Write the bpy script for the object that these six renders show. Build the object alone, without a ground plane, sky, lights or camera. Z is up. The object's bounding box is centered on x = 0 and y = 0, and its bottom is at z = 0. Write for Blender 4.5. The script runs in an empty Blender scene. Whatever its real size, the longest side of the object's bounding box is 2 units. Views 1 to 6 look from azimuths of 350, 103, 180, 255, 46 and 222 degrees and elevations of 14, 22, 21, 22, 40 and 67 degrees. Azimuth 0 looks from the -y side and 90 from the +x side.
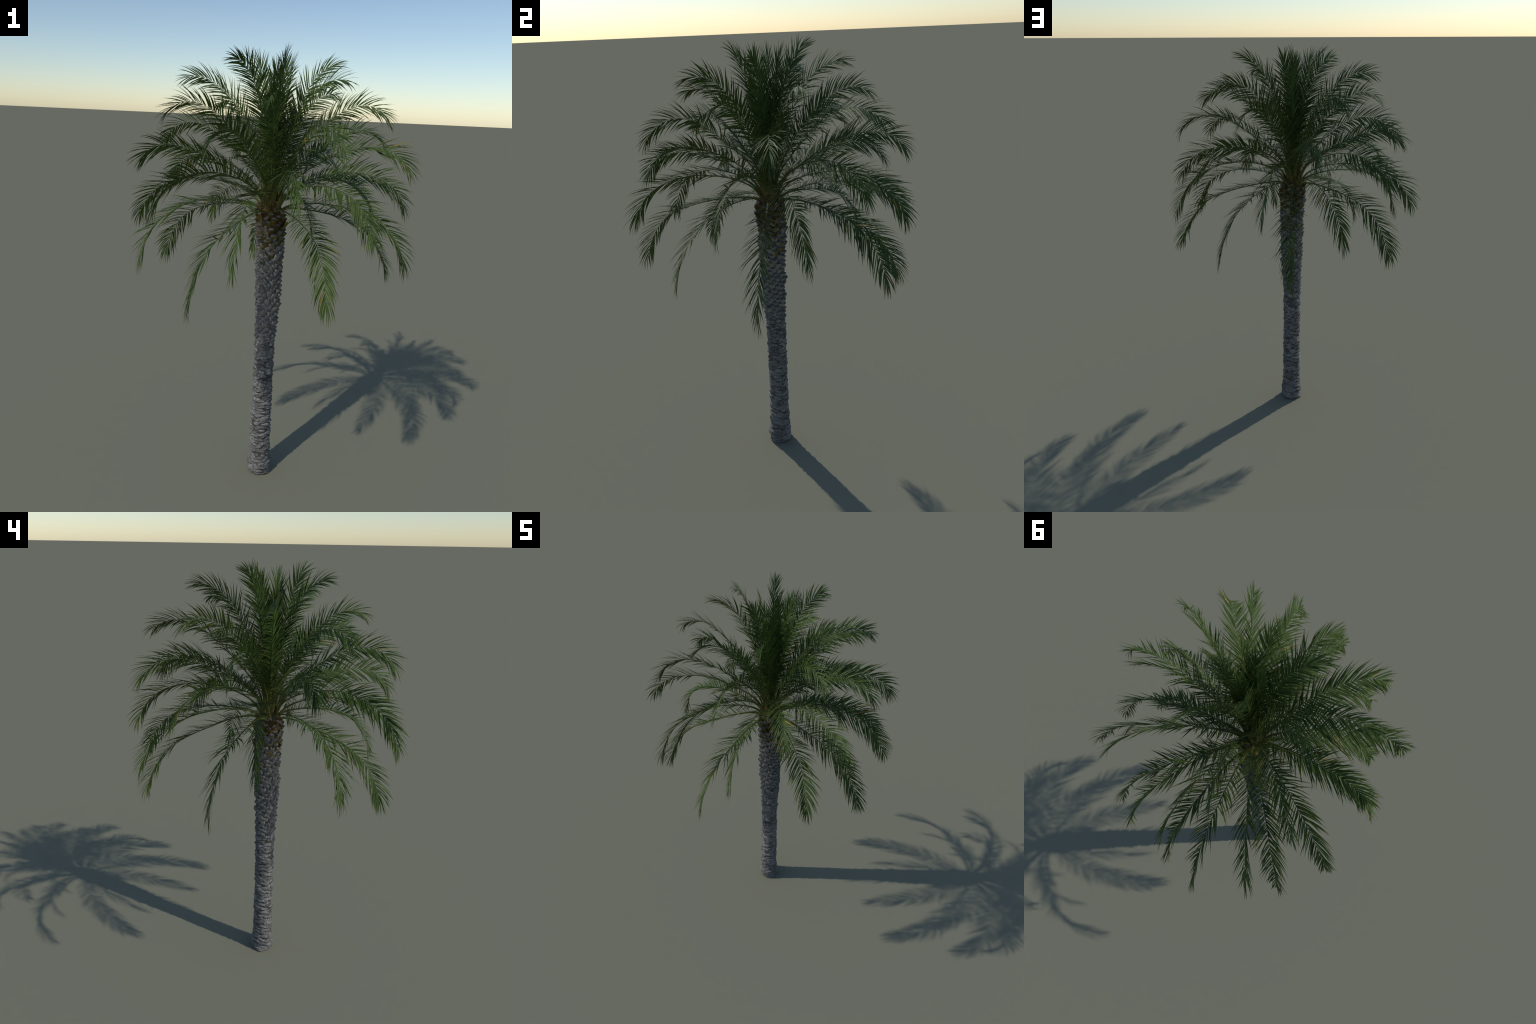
"""A tall date palm: ringed grey trunk, spiral of cut leaf bases, crown of arching feather fronds.

Leaf bases and fronds sit on one golden-angle spiral: leaf number k stands at
azimuth AZ0 + 137.5 k degrees, old fronds (k = 0) hang low, young ones (k = 43)
stand upright in the middle; negative k are the leaves already cut or worn away.
"""
import bpy, math, random
import numpy as np
from mathutils import Matrix, Vector, noise

AZ0, GOLD = 89.0, 137.508
RISE = 0.00195            # height gained per leaf along the spiral
Z_TOP = 1.283             # height of the oldest living frond's foot
N_FROND = 44


def azimuth(k):
    return math.radians(AZ0 + GOLD * k)


# ------------------------------------------------------------------ materials
class Nodes:
    def __init__(self, name):
        self.mat = bpy.data.materials.new(name)
        self.mat.use_nodes = True
        self.nt = self.mat.node_tree
        self.nt.nodes.clear()
        self.out = self.nt.nodes.new("ShaderNodeOutputMaterial")
        self.bsdf = self.nt.nodes.new("ShaderNodeBsdfPrincipled")
        self.nt.links.new(self.bsdf.outputs[0], self.out.inputs[0])

    def add(self, kind, **props):
        n = self.nt.nodes.new(kind)
        for a, b in props.items():
            setattr(n, a, b)
        return n

    def link(self, a, b):
        self.nt.links.new(a, b)

    def noise(self, scale, detail=3.0, rough=0.55, vec=None, stretch=None):
        n = self.add("ShaderNodeTexNoise")
        n.inputs["Scale"].default_value = scale
        n.inputs["Detail"].default_value = detail
        n.inputs["Roughness"].default_value = rough
        if vec is None:
            vec = self.add("ShaderNodeNewGeometry").outputs["Position"]
        if stretch:
            m = self.add("ShaderNodeMapping")
            m.inputs["Scale"].default_value = stretch
            self.link(vec, m.inputs["Vector"])
            vec = m.outputs[0]
        self.link(vec, n.inputs["Vector"])
        return n.outputs["Fac"]

    def ramp(self, fac, stops):
        r = self.add("ShaderNodeValToRGB")
        els = r.color_ramp.elements
        while len(els) < len(stops):
            els.new(0.5)
        for e, (p, c) in zip(els, stops):
            e.position = p
            e.color = (*c, 1.0)
        self.link(fac, r.inputs[0])
        return r.outputs[0]

    def mix(self, fac, a, b, mode="MIX"):
        m = self.add("ShaderNodeMix", data_type="RGBA", blend_type=mode)
        for sock, val in ((0, fac), (6, a), (7, b)):
            if isinstance(val, (int, float)):
                m.inputs[sock].default_value = val
            elif isinstance(val, tuple):
                m.inputs[sock].default_value = (*val, 1.0)
            else:
                self.link(val, m.inputs[sock])
        return m.outputs[2]

    def finish(self, color, rough=0.7, spec=0.25, bump=None, strength=0.3, dist=0.002):
        if isinstance(color, tuple):
            self.bsdf.inputs["Base Color"].default_value = (*color, 1.0)
        else:
            self.link(color, self.bsdf.inputs["Base Color"])
        self.bsdf.inputs["Roughness"].default_value = rough
        self.bsdf.inputs["Specular IOR Level"].default_value = spec
        if bump is not None:
            b = self.add("ShaderNodeBump")
            b.inputs["Strength"].default_value = strength
            b.inputs["Distance"].default_value = dist
            self.link(bump, b.inputs["Height"])
            self.link(b.outputs[0], self.bsdf.inputs["Normal"])
        return self.mat


def leaf_material(name, dark, mid, light):
    n = Nodes(name)
    col = n.ramp(n.noise(38, 3), [(0.30, dark), (0.52, mid), (0.72, light)])
    return n.finish(col, 0.5, 0.2)


def bark_material(name, stops, tint=None, tint_cover=0.6, scale=120, streaks=False):
    n = Nodes(name)
    base = n.ramp(n.noise(scale, 5, 0.65), stops)
    if tint:
        patch = n.ramp(n.noise(46, 2), [(tint_cover - 0.05, (0, 0, 0)), (tint_cover + 0.05, (1, 1, 1))])
        base = n.mix(patch, base, tint)
    grain = n.noise(420, 4, 0.7)
    base = n.mix(0.5, base, n.ramp(grain, [(0.3, (0.45, 0.45, 0.45)), (0.7, (1.15, 1.15, 1.15))]), "MULTIPLY")
    if streaks:                                    # fibres running along each stump
        obj = n.add("ShaderNodeTexCoord").outputs["Object"]
        rnd = n.add("ShaderNodeObjectInfo").outputs["Random"]
        shift = n.add("ShaderNodeVectorMath", operation="ADD")
        n.link(obj, shift.inputs[0])
        n.link(rnd, shift.inputs[1])
        fib = n.noise(3.4, 4, 0.7, shift.outputs[0], (1.0, 1.0, 0.16))
        base = n.mix(0.65, base, n.ramp(fib, [(0.34, (0.42, 0.42, 0.42)), (0.66, (1.2, 1.2, 1.2))]), "MULTIPLY")
        tone = n.ramp(rnd, [(0.0, (0.72, 0.72, 0.73)), (1.0, (1.12, 1.10, 1.06))])
        base = n.mix(1.0, base, tone, "MULTIPLY")
        return n.finish(base, 0.85, 0.15, fib, 0.6, 0.0015)
    return n.finish(base, 0.85, 0.15, grain, 0.5, 0.0015)


M = {}
M["leaf_deep"] = leaf_material("leaf_green_deep", (0.029, 0.053, 0.0105), (0.042, 0.072, 0.0145), (0.056, 0.089, 0.018))
M["leaf_mid"] = leaf_material("leaf_green", (0.042, 0.071, 0.0135), (0.058, 0.094, 0.018), (0.075, 0.113, 0.022))
M["leaf_light"] = leaf_material("leaf_green_light", (0.052, 0.085, 0.018), (0.070, 0.109, 0.022), (0.088, 0.128, 0.027))
M["leaf_dry"] = leaf_material("leaf_dry_gold", (0.17, 0.125, 0.028), (0.24, 0.165, 0.036), (0.30, 0.21, 0.05))
M["leaf_tip"] = leaf_material("leaf_tip_brown", (0.085, 0.080, 0.028), (0.115, 0.095, 0.036), (0.16, 0.12, 0.05))
n = Nodes("petiole_olive")
M["petiole"] = n.finish(n.ramp(n.noise(30, 3, stretch=(1, 1, 1)),
                               [(0.3, (0.048, 0.070, 0.012)), (0.52, (0.085, 0.102, 0.016)), (0.75, (0.150, 0.145, 0.022))]), 0.5, 0.3)
n = Nodes("petiole_base_tan")
M["petiole_base"] = n.finish(n.ramp(n.noise(70, 4, 0.6), [(0.3, (0.070, 0.062, 0.016)), (0.5, (0.125, 0.100, 0.026)), (0.72, (0.200, 0.140, 0.045))]), 0.6, 0.25)
n = Nodes("rachis_green")
M["rachis"] = n.finish(n.ramp(n.noise(30, 2), [(0.3, (0.034, 0.062, 0.014)), (0.7, (0.075, 0.10, 0.024))]), 0.5, 0.3)
GREY = [(0.28, (0.140, 0.135, 0.127)), (0.5, (0.285, 0.276, 0.258)), (0.72, (0.375, 0.362, 0.340))]
M["bark"] = bark_material("bark_grey", [(0.28, (0.070, 0.067, 0.063)), (0.5, (0.190, 0.182, 0.172)), (0.75, (0.345, 0.330, 0.312))],
                          (0.19, 0.155, 0.128), 0.69)
M["bark_dark"] = bark_material("bark_grey_dark", [(0.28, (0.055, 0.051, 0.047)), (0.5, (0.135, 0.127, 0.117)), (0.75, (0.240, 0.227, 0.210))])
M["bark_light"] = bark_material("bark_grey_pale", [(0.28, (0.095, 0.091, 0.087)), (0.5, (0.240, 0.230, 0.220)), (0.75, (0.410, 0.393, 0.375))],
                                (0.22, 0.180, 0.150), 0.72)
M["groove"] = bark_material("bark_groove_dark", [(0.3, (0.040, 0.037, 0.034)), (0.7, (0.105, 0.098, 0.090))])
M["boot_grey"] = bark_material("leaf_base_grey", GREY, streaks=True)
M["boot_mixed"] = bark_material("leaf_base_grey_gold", GREY, (0.20, 0.150, 0.035), 0.53, streaks=True)
M["boot_olive"] = bark_material("leaf_base_olive", [(0.3, (0.085, 0.070, 0.025)), (0.5, (0.145, 0.115, 0.038)), (0.72, (0.225, 0.170, 0.055))],
                                (0.19, 0.18, 0.165), 0.60, streaks=True)
M["boot_brown"] = bark_material("leaf_base_brown", [(0.3, (0.060, 0.042, 0.013)), (0.5, (0.118, 0.078, 0.020)), (0.72, (0.200, 0.127, 0.032))], streaks=True)
M["cut"] = bark_material("leaf_base_cut", [(0.3, (0.070, 0.070, 0.072)), (0.7, (0.200, 0.197, 0.200))])
M["fibre"] = bark_material("crown_fibre_tan", [(0.3, (0.050, 0.034, 0.018)), (0.5, (0.125, 0.088, 0.045)), (0.75, (0.235, 0.175, 0.095))], scale=200)


# ------------------------------------------------------------------ helpers
def new_object(name, mesh, parent=None, world=None):
    o = bpy.data.objects.new(name, mesh)
    bpy.context.scene.collection.objects.link(o)
    o.parent = parent
    if world is not None:
        o.matrix_basis = (parent_world[parent.name].inverted() @ world) if parent else world
        parent_world[o.name] = world
    elif parent:
        parent_world[o.name] = parent_world[parent.name]
    return o


parent_world = {}


def make_mesh(name, verts, faces, mats, face_mat=None, smooth=False):
    me = bpy.data.meshes.new(name)
    me.from_pydata([tuple(v) for v in verts], [], [tuple(f) for f in faces])
    for m in mats:
        me.materials.append(m)
    if face_mat is not None:
        me.polygons.foreach_set("material_index", np.asarray(face_mat, dtype=np.int32))
    me.polygons.foreach_set("use_smooth", np.full(len(me.polygons), smooth, dtype=bool))
    me.update()
    return me


def joined_quads(name, parts, mats, smooth=False):
    """One mesh from many (verts (n,3), faces (m,4), face materials (m,))."""
    vs, fs, ms, off = [], [], [], 0
    for v, f, m in parts:
        vs.append(v)
        fs.append(f + off)
        ms.append(m)
        off += len(v)
    V, F, Mi = np.concatenate(vs), np.concatenate(fs), np.concatenate(ms)
    me = bpy.data.meshes.new(name)
    me.vertices.add(len(V))
    me.vertices.foreach_set("co", V.astype(np.float32).ravel())
    me.loops.add(F.size)
    me.loops.foreach_set("vertex_index", F.astype(np.int32).ravel())
    me.polygons.add(len(F))
    me.polygons.foreach_set("loop_start", np.arange(0, F.size, 4, dtype=np.int32))
    for m in mats:
        me.materials.append(m)
    me.polygons.foreach_set("material_index", Mi.astype(np.int32))
    me.polygons.foreach_set("use_smooth", np.full(len(F), smooth, dtype=bool))
    me.update(calc_edges=True)
    me.validate()
    return me


def unit(v):
    return v / max(np.linalg.norm(v), 1e-9)


def catmull(P, n):
    """n points evenly spaced by arc length on a Catmull-Rom curve through P."""
    P = np.asarray(P, float)
    Q = np.vstack([2 * P[0] - P[1], P, 2 * P[-1] - P[-2]])
    out = []
    for i in range(len(P) - 1):
        a, b, c, d = Q[i:i + 4]
        for t in np.linspace(0, 1, 12, endpoint=False):
            out.append(0.5 * (2 * b + (c - a) * t + (2 * a - 5 * b + 4 * c - d) * t ** 2 + (3 * b - a - 3 * c + d) * t ** 3))
    out.append(P[-1])
    out = np.array(out)
    s = np.concatenate([[0], np.cumsum(np.linalg.norm(np.diff(out, axis=0), axis=1))])
    u = np.linspace(0, s[-1], n)
    return np.stack([np.interp(u, s, out[:, j]) for j in range(P.shape[1])], 1)


# ------------------------------------------------------------------ the tree
tree = bpy.data.objects.new("palm_tree", None)
bpy.context.scene.collection.objects.link(tree)
parent_world[tree.name] = Matrix.Identity(4)
tree["label"] = "tall date palm with grey ringed trunk and arching feather fronds"
tree["category"] = "palm tree"


# ---- trunk core: a lathe with a worn, slightly wavering surface
CORE = [(0.0, 0.048), (0.03, 0.0495), (0.07, 0.0475), (0.12, 0.0445), (0.30, 0.0430), (0.50, 0.0415), (0.66, 0.0415),
        (0.80, 0.0420), (1.00, 0.0430), (1.20, 0.0460), (1.27, 0.0440), (1.32, 0.030), (1.36, 0.016)]


def trunk_axis(z):
    """The stem is not quite plumb: its lower half stands a little off the crown's axis."""
    return (float(np.interp(z, [0, 0.7, 0.85, 1.15, 1.32], [0.005, 0.004, 0.007, 0.007, 0.0])),
            float(np.interp(z, [0, 0.7, 0.85, 1.15, 1.32], [0.0075, 0.0065, 0.002, 0.002, 0.0])))


def core_radius(z):
    return float(np.interp(z, [c[0] for c in CORE], [c[1] for c in CORE]))


def build_trunk():
    rows, cols = 420, 72
    verts, faces = [], []
    for i in range(rows + 1):
        z = 1.36 * i / rows
        for j in range(cols):
            a = 2 * math.pi * j / cols
            c, s = math.cos(a), math.sin(a)
            p = Vector((c * 3.0, s * 3.0, z * 60))
            r = core_radius(z) + 0.0016 * noise.noise(p) + 0.0010 * noise.noise(p * 2.7)
            ox, oy = trunk_axis(z)
            verts.append((r * c + ox, r * s + oy, z))
    for i in range(rows):
        for j in range(cols):
            k = (j + 1) % cols
            faces.append((i * cols + j, i * cols + k, (i + 1) * cols + k, (i + 1) * cols + j))
    faces.append(tuple(range(cols - 1, -1, -1)))
    faces.append(tuple(rows * cols + j for j in range(cols)))
    return new_object("trunk", make_mesh("trunk", verts, faces, [M["groove"]], smooth=True), tree)


trunk = build_trunk()


# ---- worn leaf scars: overlapping lens-shaped pads of bark on the lower trunk
def scar_pad(seed):
    """Unit pad: x across (-1..1), y up (-1..1), z outwards; lower lip stands proud."""
    nu, nv = 20, 14
    V, F = [], []
    rnd = Vector((seed * 7.3, seed * 3.1, 0))
    for i in range(nv + 1):
        t = -1 + 2 * i / nv
        for j in range(nu + 1):
            u = -1 + 2 * j / nu
            lens = (1 - abs(u) ** 1.8) ** 0.75
            y = t * lens - 0.10 * (1 - u * u) * 0.8
            p = Vector((u * 2.2, t * 1.3, 0)) + rnd
            h = (1 - abs(t) ** 2.6) * (0.35 + 0.65 * lens)
            h *= 0.85 - 0.28 * t
            h += 0.34 * noise.noise(p * 1.3) * (1 - t * t) + 0.20 * noise.noise(p * 3.2) * (1 - t * t)
            y += 0.16 * noise.noise(p * 1.7 + Vector((0, 0, 5)))
            V.append((u, y, h))
    for i in range(nv):
        for j in range(nu):
            a = i * (nu + 1) + j
            F.append((a, a + 1, a + nu + 2, a + nu + 1))
    return np.array(V), np.array(F)


def build_scars():
    rng = random.Random(5)
    pads = [scar_pad(s) for s in range(9)]
    parts = []
    k = -1
    while True:
        z = Z_TOP + RISE * k
        if z < -0.004:
            break
        for again in range(rng.choice((1, 2, 2)) if z < 0.755 else 0):
            a = azimuth(k + 0.5 * again) + rng.uniform(-0.15, 0.15)
            zz = z + rng.uniform(-0.006, 0.006)
            flare = math.exp(-((z - 0.035) / 0.045) ** 2)
            V, F = pads[rng.randrange(len(pads))]
            w = rng.uniform(0.014, 0.034) * (1 + 0.2 * flare)
            h = rng.uniform(0.0055, 0.0125)
            d = rng.uniform(0.0045, 0.0115) * (1 + rng.uniform(0.0, 0.55) * flare)
            roll = rng.gauss(0, 0.13)
            zz = max(zz, 0.7 * h)
            floor = rng.uniform(0.0006, 0.0040)         # the lowest scales end raggedly at the ground
            x = V[:, 0] * w
            y = V[:, 1] * h
            x, y = x * math.cos(roll) - y * math.sin(roll), x * math.sin(roll) + y * math.cos(roll)
            ang = a + x / 0.048
            zc = np.maximum(zz + y, floor)
            rr = np.array([core_radius(q) for q in zc]) - 0.0022 + V[:, 2] * d
            ox, oy = trunk_axis(z)
            P = np.stack([rr * np.cos(ang) + ox, rr * np.sin(ang) + oy, zc], 1)
            parts.append((P, F, np.full(len(F), (0, 0, 1, 1, 2)[rng.randrange(5)])))
        k -= 1
    me = joined_quads("bark_scar", parts, [M["bark"], M["bark_dark"], M["bark_light"]], smooth=True)
    o = new_object("bark_scar", me, trunk)
    o["kind"] = "stuff"


build_scars()


# ---- cut leaf bases: stubby rounded stumps, cut across, on the upper trunk
def boot_mesh(seed, side_mat):
    """Stump along +z from 0 to 1, x = width, y = thickness (outer face is +y)."""
    rnd = random.Random(seed)
    nseg, V, F, fm = 18, [], [], []
    stations = [(0.0, 1.22), (0.30, 1.16), (0.62, 1.05), (0.84, 1.0), (0.93, 0.965), (0.975, 0.88), (0.995, 0.76), (0.985, 0.60), (0.965, 0.25)]
    sk = rnd.uniform(-0.10, 0.10)
    tilt = rnd.uniform(-0.04, 0.16)
    off = Vector((seed * 5.1, seed * 2.3, 0))
    for s, w in stations:
        for j in range(nseg):
            a = 2 * math.pi * j / nseg
            c, sn = math.cos(a), math.sin(a)
            x = math.copysign(abs(c) ** 0.80, c) * w
            y = math.copysign(abs(sn) ** 0.85, sn) * w * (1.0 if sn > 0 else 0.80)
            g = 1 + 0.10 * noise.noise(Vector((c * 1.6, sn * 1.6, s * 2.0)) + off)
            z = s + tilt * y * 0.5 * (s ** 2) + sk * x * s * s * 0.5
            if s > 0.94:
                z += 0.045 * noise.noise(Vector((x * 2.6, y * 2.6, 3)) + off)
            V.append((x * g, y * g, z))
    for i in range(len(stations) - 1):
        for j in range(nseg):
            k = (j + 1) % nseg
            F.append((i * nseg + j, i * nseg + k, (i + 1) * nseg + k, (i + 1) * nseg + j))
            fm.append(1 if i >= 5 else 0)
    last = (len(stations) - 1) * nseg
    F.append(tuple(range(last, last + nseg)))
    fm.append(1)
    return make_mesh("leaf_base", V, F, [M[side_mat], M["cut"]], fm, smooth=True)


def build_boots():
    rng = random.Random(11)
    kinds = ("boot_grey", "boot_mixed", "boot_olive", "boot_brown")
    lib = {m: [boot_mesh(10 * i + s, m) for s in range(5)] for i, m in enumerate(kinds)}
    k = -1
    while True:
        z = Z_TOP + RISE * k
        if z < 0.60:
            break
        worn = min(1.0, max(0.0, (z - 0.60) / 0.22))       # stumps shorten towards the worn trunk
        if rng.random() < worn * 1.6:
            a = azimuth(k) + rng.uniform(-0.05, 0.05)
            out = float(np.interp(z, [0.62, 0.72, 0.80, 0.95, 1.10, 1.20, 1.27], [0.0440, 0.0465, 0.0495, 0.0545, 0.0585, 0.0625, 0.0630]))
            out += rng.choice((rng.uniform(-0.006, 0.002), rng.uniform(-0.001, 0.006)))
            elev = math.radians(np.interp(z, [0.70, 0.9, 1.27], [47, 53, 55]) + rng.uniform(-4.5, 4.5))
            r0 = 0.031
            length = (out - r0) / math.cos(elev) * rng.uniform(0.94, 1.08)
            halfw = float(np.interp(z, [0.70, 0.85, 1.27], [0.0112, 0.0126, 0.0136])) * rng.uniform(0.88, 1.12)
            halft = halfw * rng.uniform(0.62, 0.80)
            p = rng.random()
            if z > 1.222:
                mat = "boot_brown" if p < 0.82 else "boot_olive"
            elif z > 1.15:
                mat = "boot_olive" if p < 0.62 else ("boot_brown" if p < 0.70 else "boot_mixed")
            elif z > 1.06:
                mat = "boot_mixed" if p < 0.40 else ("boot_olive" if p < 0.5 else "boot_grey")
            else:
                mat = "boot_grey" if p < 0.97 else "boot_mixed"
            radial = Vector((math.cos(a), math.sin(a), 0))
            side = Vector((-math.sin(a), math.cos(a), 0))
            axis = (radial * math.cos(elev) + Vector((0, 0, math.sin(elev))) + side * rng.uniform(-0.07, 0.07)).normalized()
            outer = (radial * math.sin(elev) - Vector((0, 0, math.cos(elev))))
            outer = (outer - axis * outer.dot(axis)).normalized()
            x = outer.cross(axis)
            R = Matrix((x * halfw, outer * halft, axis * length)).transposed().to_4x4()
            base = radial * r0 + Vector((*trunk_axis(z), z - 0.55 * length * math.sin(elev)))
            new_object("leaf_base", lib[mat][rng.randrange(5)], trunk, Matrix.Translation(base) @ R)
        k -= 1


build_boots()


# ---- matted fibre between the young leaf feet
def build_fibre():
    verts, faces = [], []
    prof = [(1.225, 0.047), (1.27, 0.049), (1.30, 0.046), (1.33, 0.038), (1.36, 0.028), (1.40, 0.016), (1.43, 0.004)]
    cols, rows = 90, 70
    for i in range(rows + 1):
        z = 1.225 + 0.205 * i / rows
        r0 = float(np.interp(z, [p[0] for p in prof], [p[1] for p in prof]))
        for j in range(cols):
            a = 2 * math.pi * j / cols
            p = Vector((math.cos(a) * 2.4, math.sin(a) * 2.4, z * 18))
            r = r0 * (1 + 0.16 * noise.noise(p) + 0.13 * noise.noise(Vector((p.x * 4, p.y * 4, z * 30))))
            verts.append((r * math.cos(a), r * math.sin(a), z))
    for i in range(rows):
        for j in range(cols):
            k = (j + 1) % cols
            faces.append((i * cols + j, i * cols + k, (i + 1) * cols + k, (i + 1) * cols + j))
    faces.append(tuple(rows * cols + j for j in range(cols)))
    o = new_object("crown_fibre", make_mesh("crown_fibre", verts, faces, [M["fibre"]], smooth=True), tree)
    # loose strands
    rng = random.Random(3)
    parts = []
    for i in range(260):
        a = rng.uniform(0, 2 * math.pi)
        z = rng.uniform(1.25, 1.37)
        r = float(np.interp(z, [p[0] for p in prof], [p[1] for p in prof])) * 0.95
        d = unit(np.array([math.cos(a), math.sin(a), rng.uniform(-0.2, 1.6)]) + np.array([rng.uniform(-.6, .6) for _ in range(3)]))
        p0 = np.array([r * math.cos(a), r * math.sin(a), z])
        ln = rng.uniform(0.012, 0.034)
        side = unit(np.cross(d, [0.3, 0.2, 1])) * rng.uniform(0.0005, 0.0011)
        up = unit(np.cross(side, d)) * np.linalg.norm(side)
        rings = []
        for t, w in ((0, 1), (0.5, 0.8), (1, 0.2)):
            c = p0 + d * ln * t + np.array([0, 0, -0.4 * ln * t * t])
            rings += [c + side * w, c + up * w, c - side * w, c - up * w]
        f = [(q * 4 + j, q * 4 + (j + 1) % 4, q * 4 + 4 + (j + 1) % 4, q * 4 + 4 + j) for q in range(2) for j in range(4)]
        parts.append((np.array(rings), np.array(f), np.zeros(8, int)))
    s = new_object("fibre_strand", joined_quads("fibre_strand", parts, [M["fibre"]]), o)
    s["kind"] = "stuff"


build_fibre()

# ------------------------------------------------------------------ fronds
# Side profile (radius from the trunk axis, height) of the frond at certain ages, foot to tip.
PROFILE = {
    0: [(.030, 1.285), (.08, 1.312), (.18, 1.303), (.28, 1.270), (.37, 1.235), (.44, 1.195), (.50, 1.140), (.545, 1.07), (.575, .985), (.590, .920)],
    2: [(.030, 1.290), (.08, 1.312), (.16, 1.308), (.25, 1.293), (.34, 1.270), (.43, 1.235), (.50, 1.175), (.55, 1.105), (.585, 1.03), (.604, .940)],
    4: [(.030, 1.290), (.08, 1.315), (.18, 1.318), (.28, 1.305), (.38, 1.280), (.46, 1.245), (.515, 1.195), (.555, 1.13), (.58, 1.06), (.590, .985)],
    6: [(.030, 1.290), (.08, 1.330), (.17, 1.350), (.27, 1.355), (.37, 1.343), (.45, 1.310), (.52, 1.26), (.56, 1.20), (.585, 1.13), (.595, 1.05)],
    8: [(.030, 1.295), (.08, 1.335), (.18, 1.365), (.28, 1.373), (.38, 1.365), (.47, 1.340), (.55, 1.295), (.60, 1.24), (.63, 1.18), (.645, 1.12)],
    11: [(.030, 1.300), (.08, 1.360), (.17, 1.400), (.27, 1.417), (.37, 1.417), (.46, 1.395), (.53, 1.355), (.57, 1.305), (.60, 1.245), (.610, 1.18)],
    15: [(.030, 1.310), (.08, 1.390), (.17, 1.445), (.27, 1.477), (.36, 1.485), (.44, 1.472), (.51, 1.44), (.56, 1.395), (.59, 1.335), (.605, 1.27)],
    19: [(.030, 1.320), (.07, 1.405), (.15, 1.475), (.23, 1.525), (.32, 1.560), (.41, 1.580), (.485, 1.575), (.545, 1.545), (.59, 1.49), (.615, 1.43)],
    23: [(.028, 1.325), (.06, 1.420), (.12, 1.485), (.20, 1.550), (.28, 1.610), (.36, 1.650), (.44, 1.66), (.51, 1.64), (.56, 1.59), (.580, 1.53)],
    25: [(.025, 1.330), (.05, 1.420), (.10, 1.490), (.17, 1.560), (.24, 1.625), (.32, 1.675), (.40, 1.685), (.46, 1.66), (.51, 1.61), (.530, 1.545)],
    28: [(.025, 1.335), (.045, 1.44), (.09, 1.530), (.15, 1.615), (.22, 1.690), (.30, 1.745), (.37, 1.765), (.43, 1.75), (.475, 1.71), (.490, 1.665)],
    32: [(.020, 1.340), (.040, 1.46), (.07, 1.560), (.11, 1.650), (.16, 1.735), (.22, 1.800), (.28, 1.84), (.34, 1.85), (.39, 1.835), (.420, 1.815)],
    34: [(.020, 1.345), (.035, 1.47), (.06, 1.580), (.10, 1.680), (.145, 1.765), (.19, 1.83), (.25, 1.875), (.31, 1.89), (.35, 1.88), (.375, 1.86)],
    36: [(.015, 1.350), (.030, 1.48), (.05, 1.600), (.08, 1.700), (.11, 1.780), (.145, 1.85), (.19, 1.90), (.23, 1.92), (.265, 1.93), (.290, 1.93)],
    37: [(.015, 1.350), (.025, 1.48), (.045, 1.60), (.07, 1.710), (.095, 1.80), (.12, 1.870), (.15, 1.92), (.18, 1.95), (.21, 1.965), (.240, 1.975)],
    39: [(.010, 1.355), (.020, 1.48), (.030, 1.60), (.045, 1.70), (.06, 1.790), (.075, 1.86), (.085, 1.91), (.095, 1.935), (.105, 1.955), (.115, 1.970)],
    43: [(.005, 1.360), (.010, 1.46), (.015, 1.56), (.020, 1.65), (.025, 1.74), (.030, 1.80), (.035, 1.85), (.040, 1.89), (.043, 1.92), (.045, 1.945)],
}
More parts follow.
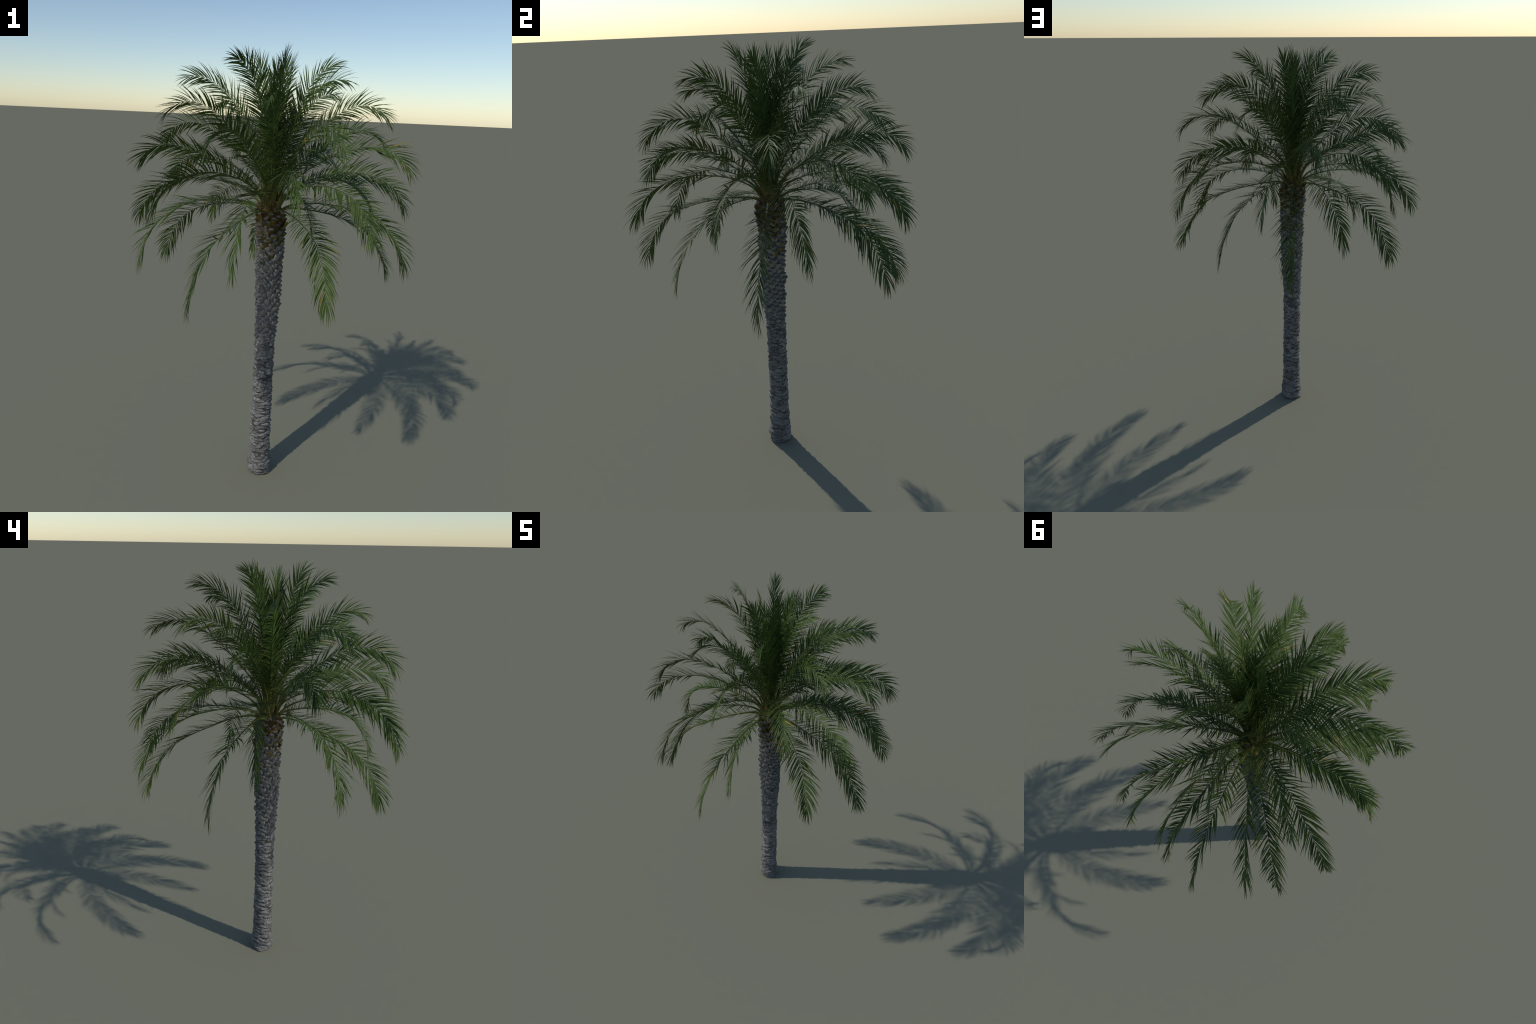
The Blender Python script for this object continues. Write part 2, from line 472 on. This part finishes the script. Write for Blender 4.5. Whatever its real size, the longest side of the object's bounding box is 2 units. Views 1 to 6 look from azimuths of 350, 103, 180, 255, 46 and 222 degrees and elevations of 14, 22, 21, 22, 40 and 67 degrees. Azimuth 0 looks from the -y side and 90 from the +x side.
# how a single frond strays from its age's profile:
# tip outwards, tip upwards, arch height, degrees off its place in the spiral, sideways sag of the tip
STRAY = {
    0: (-0.002, 0.000, -0.011, -3.9, 0.032), 1: (-0.035, -0.004, -0.012, 0.1, 0.010), 2: (0.003, 0.002, -0.005, 3.5, -0.020), 3: (-0.009, 0.004, 0.003, -2.1, 0.018),
    4: (-0.002, -0.003, 0.002, 3.3, -0.023), 5: (0.052, 0.005, -0.007, 1.8, -0.015), 6: (-0.011, -0.004, 0.001, 0.9, -0.009), 7: (-0.020, -0.032, -0.014, 3.9, -0.023),
    8: (0.007, 0.004, -0.005, -1.8, 0.018), 9: (-0.029, -0.041, 0.027, -0.5, 0.010), 10: (0.011, -0.002, 0.032, -3.5, 0.042), 11: (0.009, 0.001, 0.005, -3.8, 0.027),
    12: (-0.003, 0.018, 0.007, -0.9, -0.005), 13: (0.012, -0.012, 0.005, -0.6, -0.005), 14: (0.049, 0.046, 0.002, 0.4, 0.015), 15: (0.002, 0.001, -0.004, -0.1, 0.014),
    16: (0.054, 0.051, -0.011, 1.0, -0.007), 17: (-0.018, 0.007, -0.019, 1.2, -0.001), 18: (0.026, -0.001, -0.012, 4.9, -0.043), 19: (-0.040, 0.042, -0.035, -1.5, 0.025),
    20: (0.002, 0.021, -0.008, 1.4, 0.017), 21: (0.011, -0.014, -0.023, 0.7, 0.011), 22: (-0.028, 0.021, -0.001, -0.1, -0.006), 23: (-0.007, 0.014, -0.009, 0.5, 0.006),
    24: (0.003, -0.021, 0.000, -0.7, -0.007), 25: (0.003, -0.009, -0.002, 0.3, 0.003), 26: (0.053, 0.052, -0.020, 1.2, -0.011), 27: (0.010, 0.029, -0.010, 0.2, -0.006),
    28: (0.002, -0.005, 0.002, 2.3, 0.034), 29: (0.028, -0.005, -0.015, -0.5, -0.000), 30: (-0.020, -0.015, -0.020, 1.2, 0.005), 31: (0.007, -0.002, -0.015, 0.1, 0.004),
    32: (0.007, 0.007, -0.006, -1.1, -0.013), 33: (0.000, -0.029, 0.008, 0.5, 0.005), 34: (-0.004, -0.000, -0.009, -0.0, -0.001), 35: (-0.018, 0.007, 0.010, -0.2, -0.007),
    36: (0.015, 0.008, -0.007, 0.2, 0.004), 37: (-0.002, -0.003, -0.013, -0.1, -0.020),
}
ROLL = {4: -42, 6: 8, 7: -44, 20: -38, 23: -26}     # fronds that twist otherwise
NPROF = 72
_ages = sorted(PROFILE)
_curves = [catmull(PROFILE[a], NPROF) for a in _ages]


def frond_profile(k):
    i = max(0, min(len(_ages) - 2, int(np.searchsorted(_ages, k, side="right")) - 1))
    f = (k - _ages[i]) / (_ages[i + 1] - _ages[i])
    c = _curves[i] * (1 - f) + _curves[i + 1] * f
    dr, dz, arch = STRAY.get(k, (0, 0, 0, 0, 0))[:3]
    s = np.linspace(0, 1, NPROF)
    return c + np.stack([dr * s ** 2, dz * s ** 2 + arch * 4 * s * (1 - s)], 1)


# ---- leaflet shapes, unit length along +x, blade folded in a shallow V, bending towards -z
LEAF_MATS = ["leaf_deep", "leaf_mid", "leaf_light", "leaf_dry", "leaf_tip"]


def leaflet_shape(bend, sweep, width, body, tip_from):
    """bend: droop towards -z, sweep: curve within the blade's plane towards +y (radians at the tip)."""
    X = [0.0, 0.06, 0.20, 0.40, 0.60, 0.80, 1.0]
    W = [0.34, 0.82, 1.0, 0.95, 0.76, 0.42, 0.03]
    V, F, fm = [], [], []
    c = np.zeros(3)
    for i, (s, w) in enumerate(zip(X, W)):
        m = ((X[i - 1] + s) / 2) ** 1.2 if i else 0.0
        if i:
            d = np.array([math.cos(bend * m) * math.cos(sweep * m), math.sin(sweep * m), -math.sin(bend * m)])
            c = c + unit(d) * (s - X[i - 1])
        y = np.array([-math.sin(sweep * m), math.cos(sweep * m), 0.0]) * (w * width)
        z = np.array([0.0, 0.0, w * width])
        V += [c - 0.5 * y + 0.15 * z, c + 0.03 * z, c + 0.5 * y + 0.15 * z, c - 0.05 * z]
    for i in range(len(X) - 1):
        for j in range(4):
            F.append((i * 4 + j, i * 4 + (j + 1) % 4, i * 4 + 4 + (j + 1) % 4, i * 4 + 4 + j))
            fm.append(4 if i >= tip_from else (1 if body == 3 and i < 2 else body))
    return np.array(V), np.array(F), np.array(fm)


BENDS = (0.08, 0.26, 0.48)
SWEEPS = (-0.36, 0.0, 0.36)
WIDTHS = (0.038, 0.046, 0.055)
_shapes, _meshes = {}, {}


def shape_for(key):
    if key not in _shapes:
        b, sw, w, body, tip = key
        _shapes[key] = leaflet_shape(BENDS[b], SWEEPS[sw], WIDTHS[w], body, tip)
    return _shapes[key]


def shape_mesh(key):
    if key not in _meshes:
        V, F, fm = shape_for(key)
        _meshes[key] = make_mesh("leaflet", V, F, [M[m] for m in LEAF_MATS], fm)
    return _meshes[key]


def build_frond(k):
    rng = random.Random(1000 + k)
    a = azimuth(k) + math.radians(STRAY.get(k, (0, 0, 0, 0, 0))[3])
    radial = np.array([math.cos(a), math.sin(a), 0.0])
    side = np.array([-math.sin(a), math.cos(a), 0.0])
    up = np.array([0, 0, 1.0])
    prof = frond_profile(k)
    youth = k / (N_FROND - 1)
    sway = STRAY[k][4] if k in STRAY else rng.uniform(-0.015, 0.015)
    tt = np.linspace(0, 1, NPROF)
    pts = prof[:, :1] * radial + prof[:, 1:] * up + (sway * tt ** 2)[:, None] * side
    seg = np.linalg.norm(np.diff(pts, axis=0), axis=1)
    total = seg.sum()
    tip_leaf = 0.074 * (1 - 0.15 * youth)
    end = 1 - tip_leaf / total * 0.92                     # the rachis stops short, leaflets finish the tip
    # every blade rolls clockwise about its rachis, its right-hand side (looking outwards) hanging down;
    # old fronds twist late and less, middle-aged ones early and more
    roll = math.radians(ROLL.get(k, float(np.interp(k, [0, 9, 16, 33, 43], [-48, -50, -58, -58, -45])))) + rng.gauss(0, 0.08)
    roll_end = float(np.interp(k, [0, 9, 16, 43], [0.95, 0.88, 0.70, 0.70]))

    def frame(t):
        x = t * (NPROF - 1)
        i = min(int(x), NPROF - 2)
        f = x - i
        p = pts[i] * (1 - f) + pts[i + 1] * f
        lo, hi = max(0, i - 1), min(NPROF - 1, i + 2)
        T = unit(pts[hi] - pts[lo])
        S = unit(side - T * side.dot(T))
        N = np.cross(T, S)
        if N.dot(up * radial.dot(T) - radial * T[2]) < 0:
            N = -N
        g = min(1.0, max(0.0, (t - 0.03) / (roll_end - 0.03)))
        g = roll * g * g * (3 - 2 * g)
        c, s_ = math.cos(g), math.sin(g)
        return p, T, S * c - N * s_, N * c + S * s_

    # --- petiole and rachis
    nst, nseg = 40, 10
    V, F, fm = [], [], []
    origin = pts[0]
    for i in range(nst + 1):
        t = end * i / nst
        p, T, S, N = frame(t)
        s = t * total
        hw = float(np.interp(s, [0, 0.025, 0.06, 0.12, 0.22, 0.40, 0.65], [0.0125, 0.0118, 0.0085, 0.0054, 0.0032, 0.0017, 0.0007]))
        hw *= 1.0 - 0.30 * min(1.0, max(0.0, youth - 0.35) / 0.35)
        ht = hw * float(np.interp(s, [0, 0.06, 0.15, 0.4], [0.60, 0.66, 0.80, 0.95]))
        for j in range(nseg):
            b = 2 * math.pi * j / nseg
            cy = math.sin(b)
            V.append(p - origin + S * (hw * math.cos(b)) + N * (ht * cy * (0.55 if cy > 0 else 1.0)))
    for i in range(nst):
        for j in range(nseg):
            q = (j + 1) % nseg
            F.append((i * nseg + j, i * nseg + q, (i + 1) * nseg + q, (i + 1) * nseg + j))
            fm.append(2 if i / nst * total < 0.045 else (0 if i / nst * total < 0.22 else 1))
    F.append(tuple(range(nseg - 1, -1, -1)))
    fm.append(2)
    F.append(tuple(nst * nseg + j for j in range(nseg)))
    fm.append(1)
    frond = new_object("frond", make_mesh("frond", V, F, [M["petiole"], M["rachis"], M["petiole_base"]], fm, smooth=True), tree,
                       Matrix.Translation(Vector(origin)))

    # --- leaflets, left and right, in loose groups
    t0 = float(np.interp(k, [0, 28, 36], [0.075, 0.085, 0.15]))
    per_side = int(76 * (1 - 0.25 * max(0.0, youth - 0.75) / 0.25))
    longest = 0.125 * (1.0 - 0.13 * min(1, max(0, (k - 18) / 12)))
    items = []
    for sgn in (-1, 1):
        u, group = 0.0, 0
        us = []
        while len(us) < per_side:
            n = rng.choice((1, 2, 2, 3, 3, 4))
            gap = 1.0
            for _ in range(n):
                us.append(u)
                u += rng.uniform(0.55, 0.85)
            u += rng.uniform(0.5, 1.1)
        us = np.array(us[:per_side]) / us[per_side - 1]
        plane = 0.0
        for m, q in enumerate(us):
            t = t0 + (end - t0) * q
            if m == 0 or us[m] - us[m - 1] > 1.15 / per_side:
                plane = rng.gauss(0, 0.16)
            p, T, S, N = frame(t)
            ln = longest * float(np.interp(q, [0, 0.06, 0.14, 0.28, 0.48, 0.70, 0.85, 0.95, 1.0],
                                           [0.28, 0.48, 0.70, 0.91, 1.0, 0.98, 0.90, 0.77, 0.64]))
            ln *= rng.uniform(0.84, 1.10)
            alpha = math.radians(float(np.interp(q, [0, 0.2, 0.45, 0.7, 0.86, 0.95, 1.0], [54, 55, 48, 41, 34, 25, 10])))
            alpha *= 1 - 0.30 * max(0.0, youth - 0.7) / 0.3
            alpha += rng.gauss(0, 0.080)
            beta = math.radians(float(np.interp(k, [0, 6, 16, 30, 43], [19, 16, 11, 9, 13]))) * float(np.interp(q, [0, 0.3, 0.8, 1], [1.25, 1.1, 0.9, 0.7]))
            beta += plane + rng.gauss(0, 0.05)
            d = T * math.cos(alpha) + (S * (sgn * math.cos(beta)) + N * math.sin(beta)) * math.sin(alpha)
            d = unit(d)
            z = N * 1.0 + up * 0.35 - T * 0.25 + np.array([rng.gauss(0, 0.20) for _ in range(3)])
            z = unit(z - d * z.dot(d))
            y = np.cross(z, d)
            c = rng.random()
            old = 1 - youth
            if c < 0.016 * old + 0.002 and q > 0.25:
                body = 3
            else:
                body = (0, 0, 1, 1, 1, 2)[rng.randrange(6)]
            bend = min(2, max(0, int(rng.gauss(0.9 + 0.25 * old, 0.75) + 0.5)))
            tip = 5 if rng.random() < 0.18 + 0.55 * old else 6
            wi = (0, 1, 1, 2)[rng.randrange(4)] if q < 0.85 else (1, 2, 2)[rng.randrange(3)]
            fall = float(np.dot(y, -up * 0.8 + T * 0.4))      # which edge gravity pulls at
            sweep = 2 if fall > 0.25 else (0 if fall < -0.25 else 1)
            A = Matrix((Vector(d * ln), Vector(y * ln), Vector(z * ln))).transposed().to_4x4()
            A.translation = Vector(p + S * (sgn * 0.0006))
            items.append((ln, (bend, sweep, wi, body, tip), A))
    order = sorted(range(len(items)), key=lambda i: -items[i][0])
    single = set(order[:7 if k < 36 else 6])
    parts = []
    for i, (ln, key, A) in enumerate(items):
        if i in single:
            new_object("leaflet", shape_mesh(key), frond, A)
        else:
            P, F_, fm_ = shape_for(key)
            W = P @ np.array(A.to_3x3()).T + np.array(A.translation) - origin
            parts.append((W, F_, fm_))
    o = new_object("leaflets", joined_quads("leaflets", parts, [M[m] for m in LEAF_MATS]), frond)
    o["kind"] = "stuff"


for k in range(N_FROND):
    build_frond(k)
